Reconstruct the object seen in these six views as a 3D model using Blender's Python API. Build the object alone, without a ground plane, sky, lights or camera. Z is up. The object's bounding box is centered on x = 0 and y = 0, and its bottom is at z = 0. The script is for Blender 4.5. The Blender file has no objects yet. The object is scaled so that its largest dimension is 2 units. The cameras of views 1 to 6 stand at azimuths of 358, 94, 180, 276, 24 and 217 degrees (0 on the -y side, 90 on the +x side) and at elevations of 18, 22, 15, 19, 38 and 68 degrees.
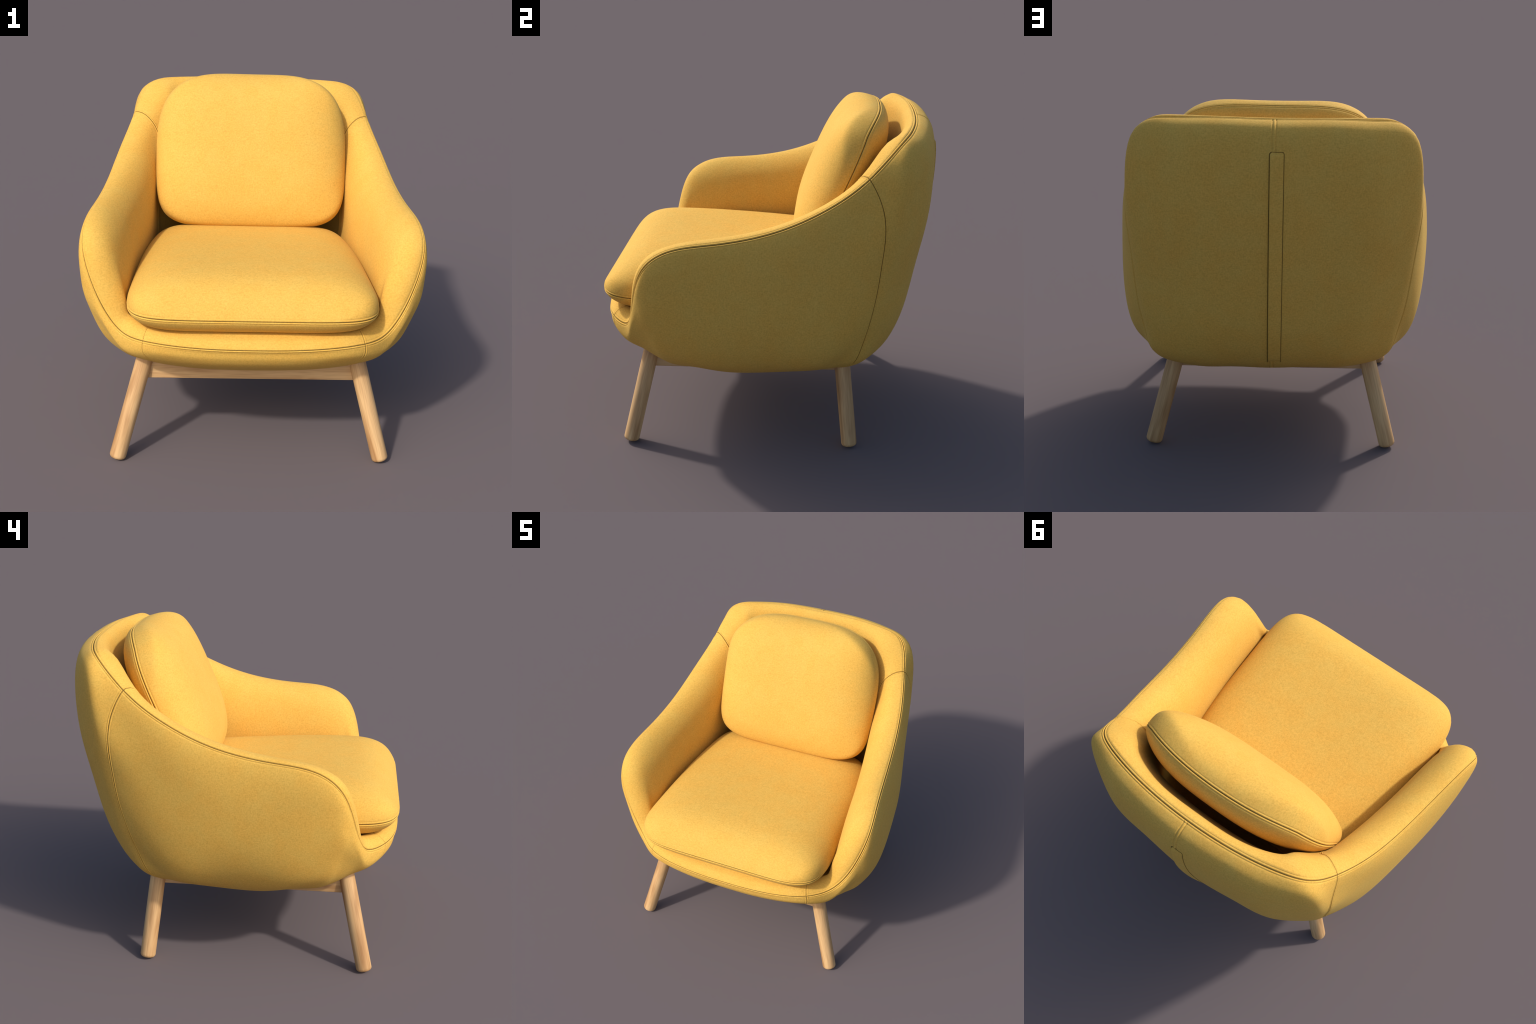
# Mustard upholstered lounge armchair on four splayed oak legs.
import bpy, math
import numpy as np
from mathutils import Vector, Matrix
from mathutils.bvhtree import BVHTree

# ------------------------------------------------------------------ helpers
def new_mesh_object(name, verts, faces, mat, parent=None, normals=None, smooth=True):
    me = bpy.data.meshes.new(name)
    me.from_pydata([tuple(v) for v in verts], [], [tuple(f) for f in faces])
    me.update()
    me.materials.append(mat)
    if smooth:
        me.polygons.foreach_set("use_smooth", [True] * len(me.polygons))
    if normals is not None:
        me.normals_split_custom_set_from_vertices([tuple(n) for n in normals])
    ob = bpy.data.objects.new(name, me)
    bpy.context.scene.collection.objects.link(ob)
    if parent is not None:
        ob.parent = parent
    return ob

def cubic_coeffs(t, P, periodic):
    """second derivatives of a C2 cubic spline through P at knots t"""
    n = len(t)
    if periodic:                      # P[0] is repeated at the end
        m = n - 1
        h = np.diff(t)
        A = np.zeros((m, m)); R = np.zeros((m,) + P.shape[1:])
        for i in range(m):
            hm, hp = h[i - 1], h[i]
            A[i, i - 1] += hm; A[i, i] += 2 * (hm + hp); A[i, (i + 1) % m] += hp
            R[i] = 6 * ((P[i + 1] - P[i]) / hp - (P[i] - P[i - 1 if i else m - 1]) / hm)
        M = np.linalg.solve(A, R.reshape(m, -1)).reshape(R.shape)
        return np.concatenate([M, M[:1]])
    h = np.diff(t)
    A = np.eye(n); R = np.zeros_like(P)
    for i in range(1, n - 1):
        A[i, i - 1:i + 2] = (h[i - 1], 2 * (h[i - 1] + h[i]), h[i])
        R[i] = 6 * ((P[i + 1] - P[i]) / h[i] - (P[i] - P[i - 1]) / h[i - 1])
    return np.linalg.solve(A, R.reshape(n, -1)).reshape(P.shape)

def cubic_eval(t, P, M, q):
    i = np.clip(np.searchsorted(t, q, side="right") - 1, 0, len(t) - 2)
    h = (t[i + 1] - t[i]); a = (t[i + 1] - q) / h; b = 1 - a
    sh = (slice(None),) + (None,) * (P.ndim - 1)
    a, b, h = a[sh], b[sh], h[sh]
    return a * P[i] + b * P[i + 1] + ((a**3 - a) * M[i] + (b**3 - b) * M[i + 1]) * h * h / 6

def chord(P, power=0.6):
    d = np.linalg.norm(np.diff(P, axis=0), axis=1) ** power
    return np.concatenate([[0], np.cumsum(np.maximum(d, 1e-6))])

def arc(P):
    return np.concatenate([[0], np.cumsum(np.linalg.norm(np.diff(P, axis=0), axis=1))])

def grid_normals(V, closed_u=True):
    """V[u, t, 3] -> unit normals from central differences"""
    if closed_u:
        du = np.roll(V, -1, 0) - np.roll(V, 1, 0)
    else:
        du = np.gradient(V, axis=0)
    dt = np.gradient(V, axis=1)
    n = np.cross(du, dt)
    return n / np.maximum(np.linalg.norm(n, axis=2, keepdims=True), 1e-9)

def seam_relief(d):
    """height of sewn cloth at distance d from the seam: cut, puffed lips, stitch line"""
    d = np.abs(d)
    return (-0.0060 * np.exp(-(d / 0.0030) ** 2)
            + 0.0015 * np.exp(-((d - 0.0075) / 0.0040) ** 2)
            - 0.0018 * np.exp(-((d - 0.0145) / 0.0022) ** 2))

def sweep_tube(name, path, radius, mat, parent, closed):
    path = np.asarray(path, float); n = len(path)
    if closed:
        T = np.roll(path, -1, 0) - np.roll(path, 1, 0)
    else:
        T = np.gradient(path, axis=0)
    T /= np.linalg.norm(T, axis=1, keepdims=True)
    ref = np.array([0.31, 0.52, 0.79])
    A = np.cross(T, ref); A /= np.linalg.norm(A, axis=1, keepdims=True)
    B = np.cross(T, A)
    k = 6
    V = []
    for j in range(k):
        w = 2 * math.pi * j / k
        V.append(path + radius * (math.cos(w) * A + math.sin(w) * B))
    V = np.stack(V, 1).reshape(-1, 3)
    F = []
    for i in range(n if closed else n - 1):
        a, b = i * k, ((i + 1) % n) * k
        for j in range(k):
            F.append((a + j, b + j, b + (j + 1) % k, a + (j + 1) % k))
    return new_mesh_object(name, V, F, mat, parent)

# ---------------------------------------------------------------- materials
def node(nt, kind, **kw):
    n = nt.nodes.new(kind)
    for k, v in kw.items():
        setattr(n, k, v)
    return n

def fabric_material():
    m = bpy.data.materials.new("mustard_wool")
    m.use_nodes = True
    nt = m.node_tree; L = nt.links
    bs = nt.nodes["Principled BSDF"]
    bs.inputs["Roughness"].default_value = 0.85
    bs.inputs["Specular IOR Level"].default_value = 0.15
    bs.inputs["Sheen Weight"].default_value = 0.06
    bs.inputs["Sheen Roughness"].default_value = 0.5
    bs.inputs["Sheen Tint"].default_value = (0.8, 0.85, 0.45, 1)
    co = node(nt, "ShaderNodeTexCoord")
    # felted mottling of the yarn, two scales
    n1 = node(nt, "ShaderNodeTexNoise"); n1.inputs["Scale"].default_value = 120; n1.inputs["Detail"].default_value = 3
    n2 = node(nt, "ShaderNodeTexNoise"); n2.inputs["Scale"].default_value = 9; n2.inputs["Detail"].default_value = 2
    # weave: short dashes lying along and across the cloth
    mp1 = node(nt, "ShaderNodeMapping"); mp1.inputs["Scale"].default_value = (55, 55, 220)
    mp2 = node(nt, "ShaderNodeMapping"); mp2.inputs["Scale"].default_value = (220, 220, 55)
    w1 = node(nt, "ShaderNodeTexNoise"); w1.inputs["Scale"].default_value = 1; w1.inputs["Detail"].default_value = 1
    w2 = node(nt, "ShaderNodeTexNoise"); w2.inputs["Scale"].default_value = 1; w2.inputs["Detail"].default_value = 1
    for t in (n1, n2):
        L.new(co.outputs["Object"], t.inputs["Vector"])
    for mp, w in ((mp1, w1), (mp2, w2)):
        L.new(co.outputs["Object"], mp.inputs["Vector"]); L.new(mp.outputs["Vector"], w.inputs["Vector"])
    wv = node(nt, "ShaderNodeMath", operation="ADD")
    L.new(w1.outputs["Fac"], wv.inputs[0]); L.new(w2.outputs["Fac"], wv.inputs[1])
    wh = node(nt, "ShaderNodeMath", operation="MULTIPLY"); wh.inputs[1].default_value = 0.5
    L.new(wv.outputs[0], wh.inputs[0])
    ramp = node(nt, "ShaderNodeValToRGB")
    e = ramp.color_ramp.elements
    e[0].position = 0.34; e[0].color = FAB_DARK
    e[1].position = 0.62; e[1].color = FAB_LIGHT
    mid = e.new(0.5); mid.color = FAB_MID
    mixw = node(nt, "ShaderNodeMath", operation="ADD")
    half = node(nt, "ShaderNodeMath", operation="MULTIPLY"); half.inputs[1].default_value = 0.5
    L.new(n1.outputs["Fac"], half.inputs[0])
    half2 = node(nt, "ShaderNodeMath", operation="MULTIPLY"); half2.inputs[1].default_value = 0.5
    L.new(wh.outputs[0], half2.inputs[0])
    L.new(half.outputs[0], mixw.inputs[0]); L.new(half2.outputs[0], mixw.inputs[1])
    L.new(mixw.outputs[0], ramp.inputs["Fac"])
    # slow drift of the dye between warm and greenish yellow
    mix = node(nt, "ShaderNodeMix", data_type="RGBA", blend_type="MULTIPLY")
    mix.inputs["Factor"].default_value = 1.0
    r2 = node(nt, "ShaderNodeValToRGB")
    r2.color_ramp.elements[0].position = 0.35; r2.color_ramp.elements[0].color = (1.0, 0.965, 0.93, 1)
    r2.color_ramp.elements[1].position = 0.65; r2.color_ramp.elements[1].color = (0.985, 1.0, 1.03, 1)
    L.new(n2.outputs["Fac"], r2.inputs["Fac"])
    L.new(ramp.outputs["Color"], mix.inputs[6]); L.new(r2.outputs["Color"], mix.inputs[7])
    L.new(mix.outputs[2], bs.inputs["Base Color"])
    bp = node(nt, "ShaderNodeBump"); bp.inputs["Strength"].default_value = 0.2; bp.inputs["Distance"].default_value = 0.003
    L.new(mixw.outputs[0], bp.inputs["Height"]); L.new(bp.outputs["Normal"], bs.inputs["Normal"])
    return m

def plain_material(name, col, rough):
    m = bpy.data.materials.new(name); m.use_nodes = True
    nt = m.node_tree; bs = nt.nodes["Principled BSDF"]
    bs.inputs["Roughness"].default_value = rough
    bs.inputs["Specular IOR Level"].default_value = 0.1
    co = node(nt, "ShaderNodeTexCoord"); n = node(nt, "ShaderNodeTexNoise"); n.inputs["Scale"].default_value = 120
    r = node(nt, "ShaderNodeValToRGB")
    r.color_ramp.elements[0].color = tuple(c * 0.8 for c in col[:3]) + (1,)
    r.color_ramp.elements[1].color = tuple(c * 1.2 for c in col[:3]) + (1,)
    nt.links.new(co.outputs["Object"], n.inputs["Vector"]); nt.links.new(n.outputs["Fac"], r.inputs["Fac"])
    nt.links.new(r.outputs["Color"], bs.inputs["Base Color"])
    return m

def oak_material():
    """grain runs along the part's own z axis"""
    m = bpy.data.materials.new("pale_oak"); m.use_nodes = True
    nt = m.node_tree; L = nt.links; bs = nt.nodes["Principled BSDF"]
    bs.inputs["Roughness"].default_value = 0.5
    bs.inputs["Specular IOR Level"].default_value = 0.35
    co = node(nt, "ShaderNodeTexCoord"); inf = node(nt, "ShaderNodeObjectInfo")
    off = node(nt, "ShaderNodeMath", operation="MULTIPLY"); off.inputs[1].default_value = 7.0
    L.new(inf.outputs["Random"], off.inputs[0])
    add = node(nt, "ShaderNodeVectorMath", operation="ADD")
    L.new(co.outputs["Object"], add.inputs[0]); L.new(off.outputs[0], add.inputs[1])
    mp = node(nt, "ShaderNodeMapping"); mp.inputs["Scale"].default_value = (15, 15, 1.6)
    L.new(add.outputs[0], mp.inputs["Vector"])
    n1 = node(nt, "ShaderNodeTexNoise"); n1.inputs["Scale"].default_value = 1.0; n1.inputs["Detail"].default_value = 3; n1.inputs["Distortion"].default_value = 0.6
    L.new(mp.outputs["Vector"], n1.inputs["Vector"])
    mp2 = node(nt, "ShaderNodeMapping"); mp2.inputs["Scale"].default_value = (170, 170, 7)
    L.new(add.outputs[0], mp2.inputs["Vector"])
    n2 = node(nt, "ShaderNodeTexNoise"); n2.inputs["Scale"].default_value = 1.0; n2.inputs["Detail"].default_value = 2
    L.new(mp2.outputs["Vector"], n2.inputs["Vector"])
    r1 = node(nt, "ShaderNodeValToRGB"); e = r1.color_ramp.elements
    e[0].position = 0.33; e[0].color = OAK_DARK
    e[1].position = 0.60; e[1].color = OAK_LIGHT
    k = e.new(0.46); k.color = OAK_MID
    L.new(n1.outputs["Fac"], r1.inputs["Fac"])
    r2 = node(nt, "ShaderNodeValToRGB")
    r2.color_ramp.elements[0].position = 0.3; r2.color_ramp.elements[0].color = (0.86, 0.82, 0.78, 1)
    r2.color_ramp.elements[1].position = 0.6; r2.color_ramp.elements[1].color = (1.03, 1.03, 1.02, 1)
    L.new(n2.outputs["Fac"], r2.inputs["Fac"])
    mix = node(nt, "ShaderNodeMix", data_type="RGBA", blend_type="MULTIPLY"); mix.inputs["Factor"].default_value = 1
    L.new(r1.outputs["Color"], mix.inputs[6]); L.new(r2.outputs["Color"], mix.inputs[7])
    L.new(mix.outputs[2], bs.inputs["Base Color"])
    bp = node(nt, "ShaderNodeBump"); bp.inputs["Strength"].default_value = 0.12; bp.inputs["Distance"].default_value = 0.002
    L.new(n2.outputs["Fac"], bp.inputs["Height"]); L.new(bp.outputs["Normal"], bs.inputs["Normal"])
    return m

FAB_DARK = (0.60, 0.355, 0.067, 1)
FAB_MID = (0.69, 0.410, 0.080, 1)
FAB_LIGHT = (0.75, 0.450, 0.092, 1)
OAK_DARK = (0.40, 0.215, 0.088, 1)
OAK_MID = (0.57, 0.345, 0.158, 1)
OAK_LIGHT = (0.67, 0.435, 0.21, 1)

FABRIC = fabric_material()
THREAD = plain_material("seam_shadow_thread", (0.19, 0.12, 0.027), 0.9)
OAK = oak_material()

# --------------------------------------------------------------------- root
chair = bpy.data.objects.new("armchair", None)
bpy.context.scene.collection.objects.link(chair)
chair["label"] = "mustard yellow upholstered lounge armchair with splayed oak legs"
chair["category"] = "armchair"

# -------------------------------------------------------------------- shell
# Stations along the right half of the rim, from back centre to front centre:
# rim seam (x y z), belly of the outer wall (x y z), inward direction (x y),
# inner wall point (x y z), key profiles below (outer, inner roll)
STATIONS = [
    # seam                      shoulder                 belly                  inward        inner wall
    ((0.000,  0.853, 1.933), (0.000,  0.926, 1.904), (0.000,  0.982, 1.62), ( 0.00, -1.00), (0.000,  0.665, 1.45)),
    ((0.300,  0.836, 1.935), (0.309,  0.901, 1.907), (0.328,  0.954, 1.62), (-0.10, -1.00), (0.280,  0.650, 1.45)),
    ((0.520,  0.794, 1.928), (0.533,  0.853, 1.898), (0.552,  0.905, 1.60), (-0.40, -0.92), (0.455,  0.610, 1.45)),
    ((0.653,  0.742, 1.906), (0.703,  0.778, 1.868), (0.707,  0.806, 1.54), (-0.75, -0.66), (0.532,  0.530, 1.40)),
    ((0.752,  0.576, 1.733), (0.785,  0.648, 1.610), (0.793,  0.678, 1.44), (-0.85, -0.53), (0.582,  0.415, 1.35)),
    ((0.815,  0.347, 1.567), (0.849,  0.384, 1.440), (0.853,  0.402, 1.27), (-0.96, -0.25), (0.605,  0.250, 1.22)),
    ((0.858,  0.075, 1.443), (0.898,  0.090, 1.320), (0.914,  0.100, 1.17), (-1.00, -0.10), (0.631,  0.040, 1.10)),
    ((0.898, -0.266, 1.370), (0.935, -0.262, 1.260), (0.955, -0.260, 1.12), (-1.00, -0.02), (0.667, -0.260, 1.04)),
    ((0.930, -0.525, 1.323), (0.958, -0.512, 1.220), (0.967, -0.500, 1.10), (-1.00,  0.00), (0.687, -0.480, 1.02)),
    ((0.934, -0.645, 1.232), (0.952, -0.645, 1.165), (0.956, -0.635, 1.07), (-1.00,  0.05), (0.695, -0.600, 0.97)),
    ((0.877, -0.723, 1.026), (0.889, -0.721, 0.995), (0.898, -0.709, 0.94), (-0.98,  0.10), (0.700, -0.665, 0.89)),
    ((0.800, -0.760, 0.870), (0.808, -0.767, 0.845), (0.815, -0.766, 0.80), (-0.90,  0.35), (0.690, -0.722, 0.86)),
    ((0.724, -0.806, 0.790), (0.731, -0.812, 0.768), (0.736, -0.812, 0.735), (-0.70,  0.70), (0.630, -0.757, 0.835)),
    ((0.595, -0.908, 0.775), (0.603, -0.914, 0.753), (0.607, -0.915, 0.725), (-0.35, 0.93), (0.530, -0.830, 0.825)),
    ((0.300, -0.985, 0.768), (0.302, -0.989, 0.745), (0.303, -0.989, 0.718), (-0.10, 1.00), (0.280, -0.890, 0.830)),
    ((0.000, -0.997, 0.765), (0.000, -1.001, 0.742), (0.000, -1.001, 0.715), (0.00,  1.00), (0.000, -0.905, 0.830)),
]
# outer wall below the belly: (fraction of the belly's plan distance, z)
BACK = [(.35, .462), (.52, .472), (.62, .500), (.70, .542), (.78, .622), (.855, .755), (.906, .92), (.949, 1.14), (.980, 1.36)]
BACK_END = [(.49, .35, .462), (.63, .52, .470), (.73, .63, .494), (.79, .71, .532), (.852, .79, .605), (.902, .86, .735), (.938, .912, .89), (.966, .952, 1.12), (.99, .985, 1.34)]
CORNER = [(.50, .35, .462), (.66, .53, .470), (.76, .645, .495), (.82, .725, .533), (.868, .795, .600), (.905, .855, .730), (.935, .90, .86), (.960, .945, 1.09), (.982, .978, 1.30)]
REAR_CORNER = [(.45, .35, .462), (.64, .54, .470), (.745, .65, .495), (.81, .73, .533), (.864, .794, .592), (.898, .853, .720), (.927, .898, .84), (.957, .964, 1.07), (.978, .988, 1.25)]
REAR_SIDE = [(.35, .460), (.55, .464), (.66, .478), (.74, .500), (.81, .535), (.88, .595), (.935, .69), (.970, .84), (.992, 1.03)]
SIDE = [(.35, .460), (.55, .460), (.66, .468), (.735, .490), (.805, .532), (.875, .602), (.930, .72), (.968, .86), (.992, 1.00)]
FRONT_SIDE = [(.35, .460), (.55, .466), (.66, .486), (.735, .516), (.805, .560), (.875, .622), (.930, .73), (.968, .86), (.992, 1.00)]
NOSE_SIDE = [(.35, .460), (.55, .468), (.66, .492), (.735, .527), (.805, .578), (.875, .655), (.930, .77), (.968, .88), (.990, .97)]
NOSE = [(.35, .460), (.55, .470), (.66, .495), (.735, .528), (.805, .582), (.875, .670), (.930, .768), (.968, .85), (.990, .905)]
FRONT = [(.35, .460), (.55, .468), (.67, .498), (.76, .542), (.83, .577), (.890, .611), (.935, .642), (.968, .674), (.990, .700)]
def spread(profile, x_power=1.0):
    """one fraction for both axes -> (x fraction, y fraction, z)"""
    return [(f ** x_power, f, z) for f, z in profile]
LOW_KEYS = {0: spread(BACK, .75), 1: spread(BACK, .75), 2: BACK_END, 3: CORNER, 4: REAR_CORNER, 5: spread(REAR_SIDE), 6: spread(SIDE), 7: spread(SIDE), 8: spread(FRONT_SIDE), 9: spread(NOSE_SIDE), 10: spread(NOSE), 12: spread(FRONT), 15: spread(FRONT)}
# roll of the padding inward from the seam: (inward, up)
ROLL_BACK = [(.022, .004), (.050, -.008), (.072, -.040), (.088, -.110)]
ROLL_CORNER = [(.032, .009), (.080, -.003), (.132, -.030), (.173, -.088)]
ROLL_REAR_ARM = [(.032, .008), (.080, -.004), (.128, -.042), (.163, -.105)]
ROLL_ARM = [(.032, .016), (.085, .009), (.142, -.029), (.188, -.095)]
ROLL_NOSE = [(.030, .024), (.075, .026), (.125, .008), (.165, -.030)]
ROLL_FRONT = [(.012, .018), (.028, .034), (.048, .047), (.070, .052)]
ROLL_BACK_END = [(.027, .009), (.062, -.004), (.098, -.038), (.124, -.105)]
ROLL_KEYS = {0: ROLL_BACK, 1: ROLL_BACK, 2: ROLL_BACK_END, 3: ROLL_CORNER, 4: ROLL_REAR_ARM, 6: ROLL_ARM, 8: ROLL_ARM,
             9: ROLL_NOSE, 10: ROLL_NOSE, 12: ROLL_FRONT, 15: ROLL_FRONT}
UNDERSIDE_Z = 0.460
FLOOR_Z = 0.80

# fine fullness of the padding per station, metres outward: low, middle, belly, shoulder
FULLNESS = [
    (-0.010, -0.006, 0.002, 0.004),
    (-0.010, -0.010, 0.004, 0.005),
    (-0.010, -0.020, 0.004, 0.004),
    (-0.018, -0.020, 0.003, 0.000),
    (-0.007, -0.005, -0.002, -0.006),
    (0.010, 0.012, -0.004, -0.004),
    (0.002, 0.020, -0.007, -0.003),
    (0.000, 0.024, -0.006, 0.001),
    (0.004, 0.010, -0.004, 0.003),
    (0.020, 0.000, -0.005, -0.001),
    (0.040, 0.010, -0.006, -0.003),
    (0.042, 0.016, -0.007, -0.003),
    (0.024, 0.010, -0.008, -0.004),
    (0.002, -0.005, -0.013, -0.008),
    (-0.006, -0.009, -0.018, -0.013),
    (-0.006, -0.007, -0.019, -0.014),
]
# how far each of the four reaches along a column (rows 1..11)
REACH = np.array([(0, 0, 0, 0), (.6, 0, 0, 0), (1, 0, 0, 0), (1, 0, 0, 0), (.8, .2, 0, 0), (.4, .6, 0, 0),
                  (0, 1, 0, 0), (0, .8, .2, 0), (0, .3, .7, 0), (0, 0, 1, 0), (0, 0, 0, 1)], float)

def keyed(keys, i):
    ks = sorted(keys)
    lo = max(k for k in ks if k <= i); hi = min(k for k in ks if k >= i)
    w = 0 if hi == lo else (i - lo) / (hi - lo)
    return (1 - w) * np.array(keys[lo], float) + w * np.array(keys[hi], float)

def station_column(i):
    seam, shoulder, belly, inward, wall = (np.array(v, float) for v in STATIONS[i])
    col = [np.array([belly[0] * .03, belly[1] * .03, UNDERSIDE_Z])]
    for fx, fy, z in keyed(LOW_KEYS, i):
        z = min(z, belly[2] - .012)
        col.append(np.array([belly[0] * fx, belly[1] * fy, z]))
    col.append(belly)
    col.append(shoulder)
    col.append(seam)
    a = np.array([STATIONS[max(i - 1, 0)][0], STATIONS[min(i + 1, 15)][0]], float)
    T = a[1] - a[0]
    if i == 0: T = np.array([1., 0, 0])
    if i == 15: T = np.array([-1., 0, 0])
    T /= np.linalg.norm(T)
    I = np.append(inward / np.linalg.norm(inward), 0)
    U = np.cross(I, T); U /= np.linalg.norm(U)
    if U[2] < 0: U = -U
    Z = np.array([0, 0, 1.])
    U = U * .6 + Z * .4 if 8 < i < 12 else U * .3 + Z * .7
    U /= np.linalg.norm(U)
    for a_, b_ in keyed(ROLL_KEYS, i):
        col.append(seam + I * a_ + U * b_)
    col.append(wall)
    fl = np.array([wall[0] * .93, wall[1] * .93, FLOOR_Z])
    fl[2] = min(FLOOR_Z, wall[2] - .02)
    col.append(fl)
    col.append(np.array([wall[0] * .5, wall[1] * .5, FLOOR_Z - .03]))
    col.append(np.array([wall[0] * .02, wall[1] * .02, FLOOR_Z - .03]))
    out = belly[:2] / np.linalg.norm(belly[:2])
    col = np.array(col)
    col[1:12, :2] += (REACH @ np.array(FULLNESS[i]))[:, None] * out
    return col
SEAM_ROW = 12                                   # index of the seam in a column

half = [station_column(i) for i in range(16)]
mir = [c * np.array([-1, 1, 1]) for c in half]
ring = half + mir[14:0:-1]                      # right side front-wards, left side back
CTRL = np.array(ring + ring[:1])                # closed
kn = np.concatenate([[0], np.cumsum(np.linalg.norm(np.diff(CTRL[:, SEAM_ROW], axis=0), axis=1) ** .8)])
CM = cubic_coeffs(kn, CTRL, True)
s_rear, s_front = kn[4], kn[13]
s_rear_l, s_front_l = kn[26], kn[17]
total = kn[-1]
# samples round the rim, crowded at the cross seams
speed = np.linalg.norm(CTRL[5, SEAM_ROW] - CTRL[4, SEAM_ROW]) / (kn[5] - kn[4])
fine = np.array([.002, .004, .0065, .009, .0125, .0150, .0180, .022, .028]) / speed
marks = [0.0, s_rear, s_front, s_front_l, s_rear_l]
S = []
ends = marks + [total]
for m0, m1 in zip(ends[:-1], ends[1:]):
    k = max(8, int(round((m1 - m0 - 2 * fine[-1]) / .021)))
    S += [m0] + list(m0 + fine) + list(np.linspace(m0 + fine[-1], m1 - fine[-1], k + 1)[1:-1]) + list(m1 - fine[::-1])
S = np.array(S)
COLS = cubic_eval(kn, CTRL, CM, S)

fine_t = np.array([.0015, .003, .0045, .0065, .0085, .011, .0135, .0155, .0175, .020, .024, .030])
N_OUT, N_IN = 74, 56
rows = []
for c in COLS:
    t = chord(c)
    M = cubic_coeffs(t, c, False)
    q = np.unique(np.concatenate([np.linspace(0, t[-1], 700), t]))
    P = cubic_eval(t, c, M, q)
    L = arc(P); ls = np.interp(t[SEAM_ROW], q, L)
    lb = np.linspace(0, ls - fine_t[-1], N_OUT + 1)[:-1]
    la = np.linspace(ls + fine_t[-1], L[-1], N_IN + 1)[1:]
    tgt = np.concatenate([lb, ls - fine_t[::-1], [ls], ls + fine_t, la])
    rows.append(np.stack([np.interp(tgt, L, P[:, k]) for k in range(3)], 1))
V = np.array(rows)                              # [s, t, 3]
# the cover has settled a little to the right towards its underside
k = np.clip((1.20 - V[:, :, 2]) / .65, 0, 1); k = k * k * (3 - 2 * k)
rear = np.clip(V[:, :, 1] / .5, 0, 1)
V[:, :, 0] += (.008 - .004 * rear) * k
high = np.clip((1.92 - V[:, :, 2]) / .4, 0, 1)
V[:, :, 1] += (.003 * high + .017 * k) * np.clip(V[:, :, 0] / .6, -1, 1) * rear
R_SEAM = N_OUT + len(fine_t)
nS, nT = V.shape[:2]
Nrm = grid_normals(V)
if Nrm[nS // 3, N_OUT // 2] @ np.array([V[nS // 3, N_OUT // 2, 0], V[nS // 3, N_OUT // 2, 1], 0]) < 0:
    Nrm = -Nrm
# sewn relief: rim seam, four cross seams, centre back
dist_rim = np.linalg.norm(np.diff(V, axis=1), axis=2)
acc = np.concatenate([np.zeros((nS, 1)), np.cumsum(dist_rim, 1)], 1)
acc -= acc[:, R_SEAM:R_SEAM + 1]
rel = seam_relief(acc)
idx = {m: int(np.argmin(np.abs(S - m))) for m in marks}
for m in marks[1:]:
    d = np.linalg.norm(V - V[idx[m]:idx[m] + 1], axis=2)
    r = seam_relief(d) * (0.8 if V[idx[m], R_SEAM, 1] > 0 else 0.4)
    near = (np.abs(S - m) < .3)[:, None] & (np.arange(nT) > 14)[None, :] & (np.arange(nT) < nT - 12)[None, :]
    rel = np.where(near & (d < .03), np.minimum(rel, 0) + r, rel)
dc = np.abs(V[:, :, 0])
back_rows = (np.arange(nT) > 20) & (np.arange(nT) < R_SEAM - 4)
is_back = (V[:, :, 1] > .3) & back_rows[None, :]
rel = rel + np.where(is_back, -0.0035 * np.exp(-((dc - .0095) / .003) ** 2) + .0015 * np.exp(-(dc / .005) ** 2), 0)
base_surface = V.copy()
V = V + Nrm * rel[:, :, None]
VN = grid_normals(V)
if (VN * Nrm).sum() < 0: VN = -VN

def shell_patch(name, i0, i1, r0, r1, parent, wrap=False):
    """cut columns i0..i1 and rows r0..r1 of the shell into an object of its own"""
    ii = [i % nS for i in range(i0, i1 + 1)]
    rr = range(r0, r1 + 1); w = r1 - r0 + 1
    vs = V[ii][:, r0:r1 + 1].reshape(-1, 3); ns = VN[ii][:, r0:r1 + 1].reshape(-1, 3)
    F = []
    n = len(ii)
    for a in range(n - 1):
        for b in range(w - 1):
            F.append((a * w + b, a * w + b + 1, (a + 1) * w + b + 1, (a + 1) * w + b))
    f = F[len(F) // 2]
    nn = np.cross(vs[f[1]] - vs[f[0]], vs[f[2]] - vs[f[0]])
    if nn @ ns[f[0]] < 0:
        F = [q[::-1] for q in F]
    return new_mesh_object(name, vs, F, FABRIC, parent, normals=ns)

R_LOW = 20
iR, iF, iFl, iRl = idx[s_rear], idx[s_front], idx[s_front_l], idx[s_rear_l]
frame = shell_patch("seat_base", 0, nS, 0, R_LOW, chair)
backrest = shell_patch("backrest", iRl, nS + iR, R_LOW, R_SEAM, chair)
shell_patch("backrest_lining", iRl, nS + iR, R_SEAM, nT - 1, backrest)
for lo, hi in ((iR, iF), (iFl, iRl)):
    arm = shell_patch("armrest", lo, hi, R_LOW, R_SEAM, chair)
    shell_patch("armrest_lining", lo, hi, R_SEAM, nT - 1, arm)
front = shell_patch("front_apron", iF, iFl, R_LOW, R_SEAM, chair)
shell_patch("front_apron_lining", iF, iFl, R_SEAM, nT - 1, front)
sunk = base_surface - Nrm * 0.0036
sweep_tube("rim_seam", sunk[:, R_SEAM], .0021, THREAD, chair, True)
for m in marks[1:]:
    sweep_tube("panel_seam", sunk[idx[m], R_LOW:nT - 20], .0019, THREAD, chair, False)

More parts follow.
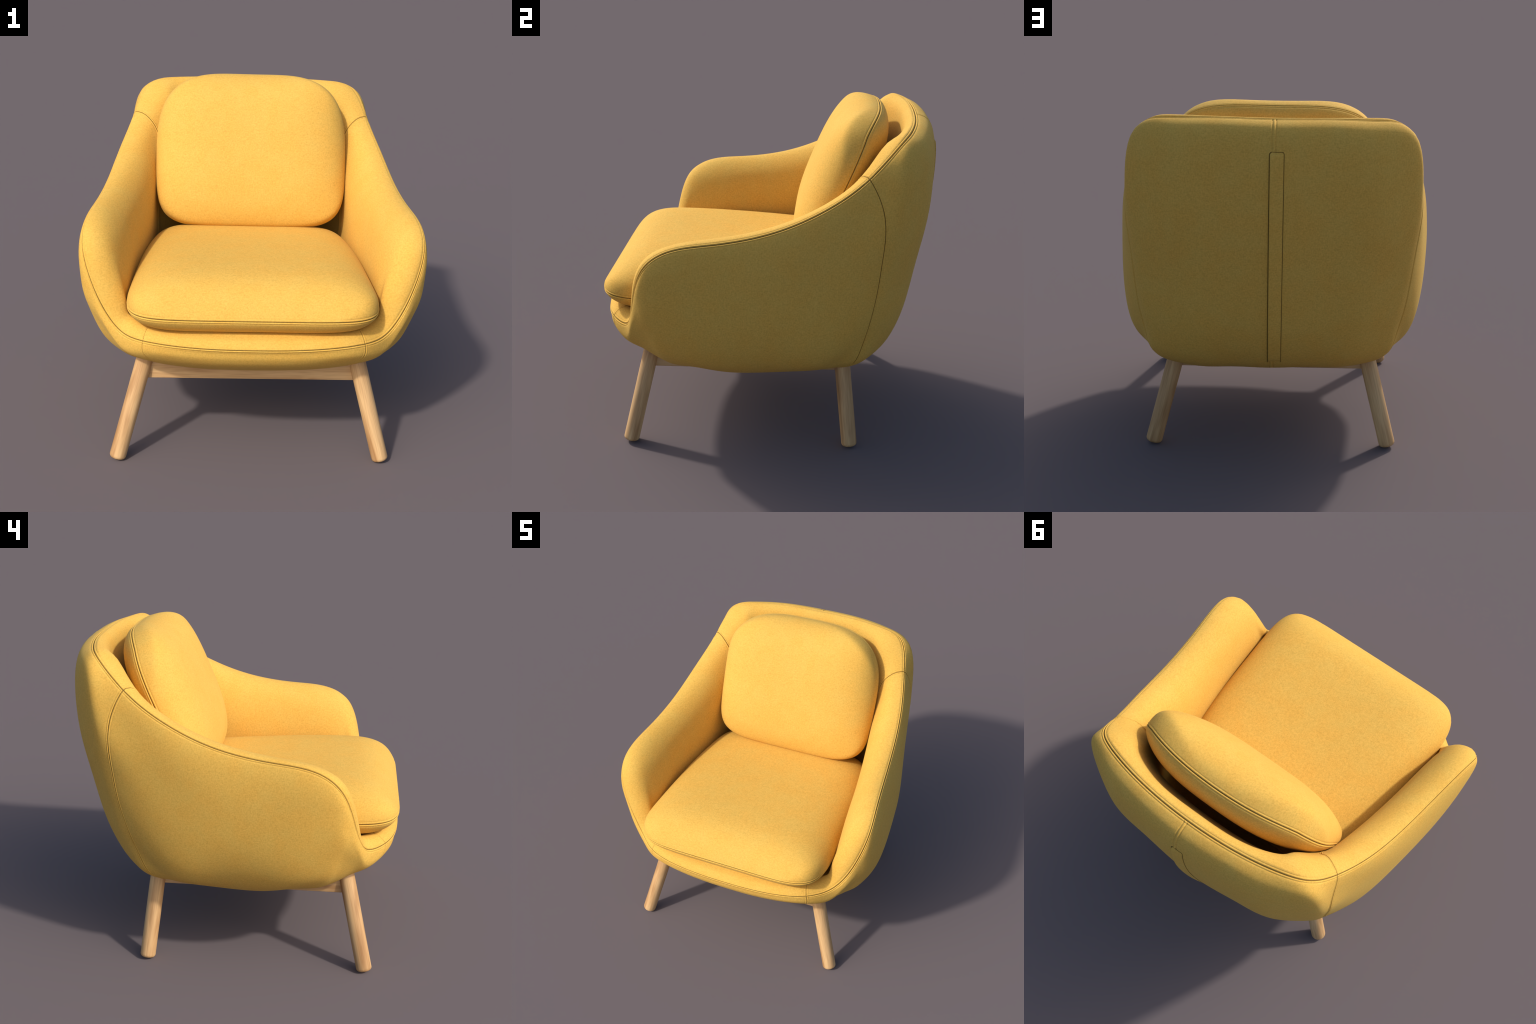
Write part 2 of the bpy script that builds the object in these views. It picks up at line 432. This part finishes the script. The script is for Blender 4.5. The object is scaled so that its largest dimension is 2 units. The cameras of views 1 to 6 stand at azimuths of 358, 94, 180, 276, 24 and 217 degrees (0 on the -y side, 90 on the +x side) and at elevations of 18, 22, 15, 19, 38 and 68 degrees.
# closing flap over the zip in the middle of the back
flat = V.reshape(-1, 3)
tris = []
for a in list(range(nS - 60, nS)) + list(range(0, 60)):
    for b in range(R_SEAM):
        p, q = (a % nS) * nT + b, ((a + 1) % nS) * nT + b
        tris.append((p, p + 1, q + 1, q))
bvh = BVHTree.FromPolygons([tuple(v) for v in base_surface.reshape(-1, 3)], tris)
def back_y(x, z):
    hit = bvh.ray_cast(Vector((x, 3, z)), Vector((0, -1, 0)))
    return hit[0].y if hit[0] else .7
FX0, FX1, FZ0, FZ1 = -.052, .019, .585, 1.787
def flap_point(u, w, lift):
    """u 0..1 across (0 = stitched edge, 1 = free edge), w 0..1 up"""
    z = FZ0 + (FZ1 - FZ0) * w
    r = .014                                      # rounded top corners
    top = max(0, (z - (FZ1 - r)) / r)
    cut = r * (1 - math.sqrt(max(0, 1 - top * top)))
    x0, x1 = FX0 + cut * .6, FX1 - cut
    x = x0 + (x1 - x0) * u
    y = back_y(x, z)
    return (x, y + lift, z)
NU, NW = 14, 120
us = np.concatenate([[0, .01, .03, .07], np.linspace(.14, .86, NU - 8), [.92, .965, .99, 1.0]])
ws = np.concatenate([np.linspace(0, .985, NW - 8), [.989, .992, .9945, .9965, .998, .999, .9996, 1.0]])
FV, FF = [], []
for w in ws:
    env = min(1, (1 - w) * 60) ** .5 * min(1, w * 60) ** .5
    for u in us:
        edge = min(1, u / .05) ** .5 * min(1, (1 - u) / .03) ** .5
        bow = math.sin(math.pi * min(1, w)) ** .5
        FV.append(flap_point(u, w, -.006 + edge * env * (.008 + (.007 + .006 * bow) * u)))
k = len(us)
for a in range(len(ws) - 1):
    for b in range(k - 1):
        FF.append((a * k + b, (a + 1) * k + b, (a + 1) * k + b + 1, a * k + b + 1))
new_mesh_object("zip_flap", FV, FF, FABRIC, backrest)
edge_path = [flap_point(0, w, .0005) for w in ws] + [flap_point(u, 1, .0005) for u in us[1:]]
sweep_tube("flap_seam_and_shadow", edge_path[::2], .0016, THREAD, backrest, False)
sweep_tube("flap_seam_and_shadow", [flap_point(1.03, w, .0) for w in ws[::2]], .0026, THREAD, backrest, False)  # no stitching here: added dark tube imitates the contact shadow along the free edge

# ----------------------------------------------------------------- cushions
def cushion(name, outline, place, top, bottom, parent, n_ang=220, n_ring=60):
    """outline(a) -> plan point of the seam; place(px, py, h) -> world;
    top/bottom(rho, px, py) -> height above / depth below the seam"""
    a = np.linspace(0, 2 * math.pi, 2401)
    o = np.array([outline(t) for t in a]); L = arc(o)
    aa = np.interp(np.linspace(0, L[-1], n_ang + 1)[:-1], L, a)
    O = np.array([outline(t) for t in aa])
    k = np.linspace(0, 1, n_ring)
    rho = 1 - (1 - k) ** 2.6
    rows = []
    for r in rho:
        rows.append([place(r * p[0], r * p[1], top(r, r * p[0], r * p[1])) for p in O])
    for r in rho[-2::-1]:
        rows.append([place(r * p[0], r * p[1], -bottom(r, r * p[0], r * p[1])) for p in O])
    G = np.array(rows).transpose(1, 0, 2)          # [angle, row]
    # even out the rows, crowding them at the seam
    out = []
    for c in G:
        Lc = arc(c); ls = Lc[n_ring - 1]
        tgt = np.concatenate([np.linspace(.002, ls - fine_t[-1], 60)[:-1], ls - fine_t[::-1], [ls], ls + fine_t,
                              np.linspace(ls + fine_t[-1], Lc[-1] - .002, 50)[1:]])
        out.append(np.stack([np.interp(tgt, Lc, c[:, j]) for j in range(3)], 1))
    G = np.array(out); sr = 59 + len(fine_t)
    # soften the corner of the generating curve right at the seam
    for _ in range(5):
        G[:, 1:-1] = .5 * G[:, 1:-1] + .25 * (G[:, 2:] + G[:, :-2])
    N = grid_normals(G)
    cen = G.reshape(-1, 3).mean(0)
    if (N * (G - cen)).sum() < 0: N = -N
    d = np.linalg.norm(np.diff(G, axis=1), axis=2)
    d = np.concatenate([np.zeros((len(G), 1)), np.cumsum(d, 1)], 1); d -= d[:, sr:sr + 1]
    W = G + N * seam_relief(d)[:, :, None]
    n, m = W.shape[:2]
    vs = list(W.reshape(-1, 3)); F = []
    for i in range(n):
        j = (i + 1) % n
        for b in range(m - 1):
            F.append((i * m + b, i * m + b + 1, j * m + b + 1, j * m + b))
    vs.append(W[:, 0].mean(0)); vs.append(W[:, -1].mean(0))
    c0, c1 = len(vs) - 2, len(vs) - 1
    for i in range(n):
        j = (i + 1) % n
        F.append((c0, i * m, j * m)); F.append((c1, j * m + m - 1, i * m + m - 1))
    f = F[30]
    nn = np.cross(vs[f[1]] - vs[f[0]], vs[f[2]] - vs[f[0]])
    if nn @ N[0, 30] < 0: F = [q[::-1] for q in F]
    ob = new_mesh_object(name, vs, F, FABRIC, parent)
    sweep_tube("cushion_seam", (G - N * .0036)[:, sr], .0021, THREAD, ob, True)
    return ob

def spow(v, e):
    return math.copysign(abs(v) ** e, v)

# seat cushion: wide at the front, narrowing towards the back
SEAT_Y, SEAT_LEN, SEAT_Z, SEAT_H, SEAT_D = -.270, .725, .928, .183, .130
def seat_halfwidth(v):
    return .700 - .042 * (v * .5 + .5) - .075 * max(0, v) ** 2
def seat_outline(t, n=6.5):
    px, py = spow(math.cos(t), 2 / n), spow(math.sin(t), 2 / n)
    w = seat_halfwidth(py)
    return (px * w, py * SEAT_LEN)
def seat_top(r, x, y):
    v = y / SEAT_LEN; u = abs(x) / seat_halfwidth(v); v = abs(v)
    full = max(0, 1 - min(1, u) ** 6) ** .55 * max(0, 1 - min(1, v) ** 7.2) ** .95
    k = min(1, max(0, (.6 - y / SEAT_LEN) / .9))
    crown = SEAT_H - .008 + .014 * k * k * (3 - 2 * k)
    return crown * min(full, max(0, 1 - r ** 11) ** .5)
def seat_bottom(r, x, y):
    return SEAT_D * max(0, 1 - r ** 7) ** .6
cushion("seat_cushion", seat_outline, lambda x, y, h: (x, SEAT_Y + y, SEAT_Z + h), seat_top, seat_bottom, chair)

# back cushion: leans against the backrest
PC = np.array([0, .41, 1.53]); PU = np.array([0, .38, .925]); PN = np.array([0, -.925, .38])
def pillow_halfwidth(v):
    return .600 - .045 * max(0, v) ** 2 - .004 * max(0, -v) ** 2
def pillow_outline(t):
    n = 3.5 if math.sin(t) > 0 else 5.0
    px, py = spow(math.cos(t), 2 / n), spow(math.sin(t), 2 / n)
    return (px * pillow_halfwidth(py), py * (.500 if py > 0 else .492))
def pillow_place(x, y, h):
    sag = -.045 * max(0, y / .5) ** 2 * max(0, 1 - (x / .48) ** 2)
    p = PC + PU * y + PN * (h + sag)
    return (x, p[1], p[2])
def pillow_top(r, x, y):
    v = y / .505; u = min(1, abs(x) / pillow_halfwidth(v)); w = min(1, abs(v))
    full = max(0, 1 - u ** 3.7) ** .5 * max(0, 1 - w ** (4 if v > 0 else 2.8)) ** .5
    return min(.195 * (1 + .07 * v) * full, .3 * max(0, 1 - r ** 4) ** .5)
def pillow_bottom(r, x, y):
    return .168 * max(0, 1 - r ** 3.2) ** .55
cushion("back_cushion", pillow_outline, pillow_place, pillow_top, pillow_bottom, chair)

# --------------------------------------------------------------- underframe
LEG_R = .047
def leg_mesh(length):
    prof = [(0, 0)]
    r = .022
    for k in range(9):
        w = math.pi / 2 * k / 8
        prof.append((LEG_R - r + r * math.sin(w), r - r * math.cos(w)))
    for k in range(1, 14):
        prof.append((LEG_R, r + (length - r) * k / 13))
    prof.append((0, length))
    n = 40; vs = []; F = []
    vs.append((0, 0, 0))
    for rr, z in prof[1:-1]:
        for j in range(n):
            w = 2 * math.pi * j / n
            vs.append((rr * math.cos(w), rr * math.sin(w), z))
    vs.append((0, 0, length))
    m = len(prof) - 2
    for j in range(n):
        F.append((0, 1 + (j + 1) % n, 1 + j))
        for i in range(m - 1):
            a, b = 1 + i * n, 1 + (i + 1) * n
            F.append((a + j, a + (j + 1) % n, b + (j + 1) % n, b + j))
        e = 1 + (m - 1) * n
        F.append((len(vs) - 1, e + j, e + (j + 1) % n))
    return vs, F

def make_leg(foot, top, twist):
    foot, top = Vector(foot), Vector(top)
    ax = (top - foot).normalized()
    L = .66
    vs, F = leg_mesh(L)
    ob = new_mesh_object("leg", vs, F, OAK, chair)
    q = ax.to_track_quat("Z", "Y")
    sin_t = math.sqrt(1 - ax.z ** 2)
    low = (LEG_R - .022) * sin_t + .022 - .022 * ax.z      # drop of the rounded heel below the axis end
    t = (-foot.z) / ax.z
    start = foot + ax * t                                    # axis meets z = 0
    drop = (LEG_R - .022) * sin_t + .022 * (1 - ax.z)
    start = start + ax * ((LEG_R - .022) * sin_t - .022 * (1 - ax.z)) / ax.z
    ob.rotation_mode = "QUATERNION"
    ob.rotation_quaternion = q @ Matrix.Rotation(twist, 4, "Z").to_quaternion()
    ob.location = start
    return ob

FRONT_LEG = ((.743, -.794, .030), (.605, -.687, .545))
REAR_LEG = ((.676, .541, .027), (.557, .480, .490))
for sx in (1, -1):
    for (f, t), tw in ((FRONT_LEG, .4), (REAR_LEG, 1.9)):
        make_leg((f[0] * sx, f[1], f[2]), (t[0] * sx, t[1], t[2]), tw * sx)

def leg_at(leg, z):
    f, t = np.array(leg[0]), np.array(leg[1])
    return f + (t - f) * (z - f[2]) / (t[2] - f[2])

def make_rail(a, b, z0, z1, thick):
    """plank from a to b, long axis on the object's own z for the grain"""
    a, b = Vector((a[0], a[1], (z0 + z1) / 2)), Vector((b[0], b[1], (z0 + z1) / 2))
    L = (b - a).length; hx, hy = thick / 2, (z1 - z0) / 2; c = .003
    pts = [(-hx + c, -hy), (hx - c, -hy), (hx, -hy + c), (hx, hy - c), (hx - c, hy), (-hx + c, hy), (-hx, hy - c), (-hx, -hy + c)]
    vs = [(x, y, 0) for x, y in pts] + [(x, y, L) for x, y in pts]
    F = [tuple(range(7, -1, -1)), tuple(range(8, 16))] + [(i, (i + 1) % 8, 8 + (i + 1) % 8, 8 + i) for i in range(8)]
    ob = new_mesh_object("rail", vs, F, OAK, chair, smooth=False)
    z = (b - a).normalized(); y = Vector((0, 0, 1)); x = y.cross(z)
    ob.matrix_world = Matrix.Translation(a) @ Matrix((x, y, z)).transposed().to_4x4()
    return ob

fz = leg_at(FRONT_LEG, .49); rz = leg_at(REAR_LEG, .49)
RZ0, RZ1 = .456, .56
fz = fz[:2] + (-.020, .028); rz = rz[:2] + (-.020, -.020)     # rails sit inside the legs' centre lines
fl = np.array([-fz[0], fz[1]]); rl = np.array([-rz[0], rz[1]])
make_rail(fz[:2], fl, RZ0, RZ1, .04)
make_rail(rl, rz[:2], RZ0, RZ1, .04)
make_rail(rz[:2], fz[:2], RZ0 + .0012, RZ1, .04)
make_rail(fl, rl, RZ0 + .0012, RZ1, .04)
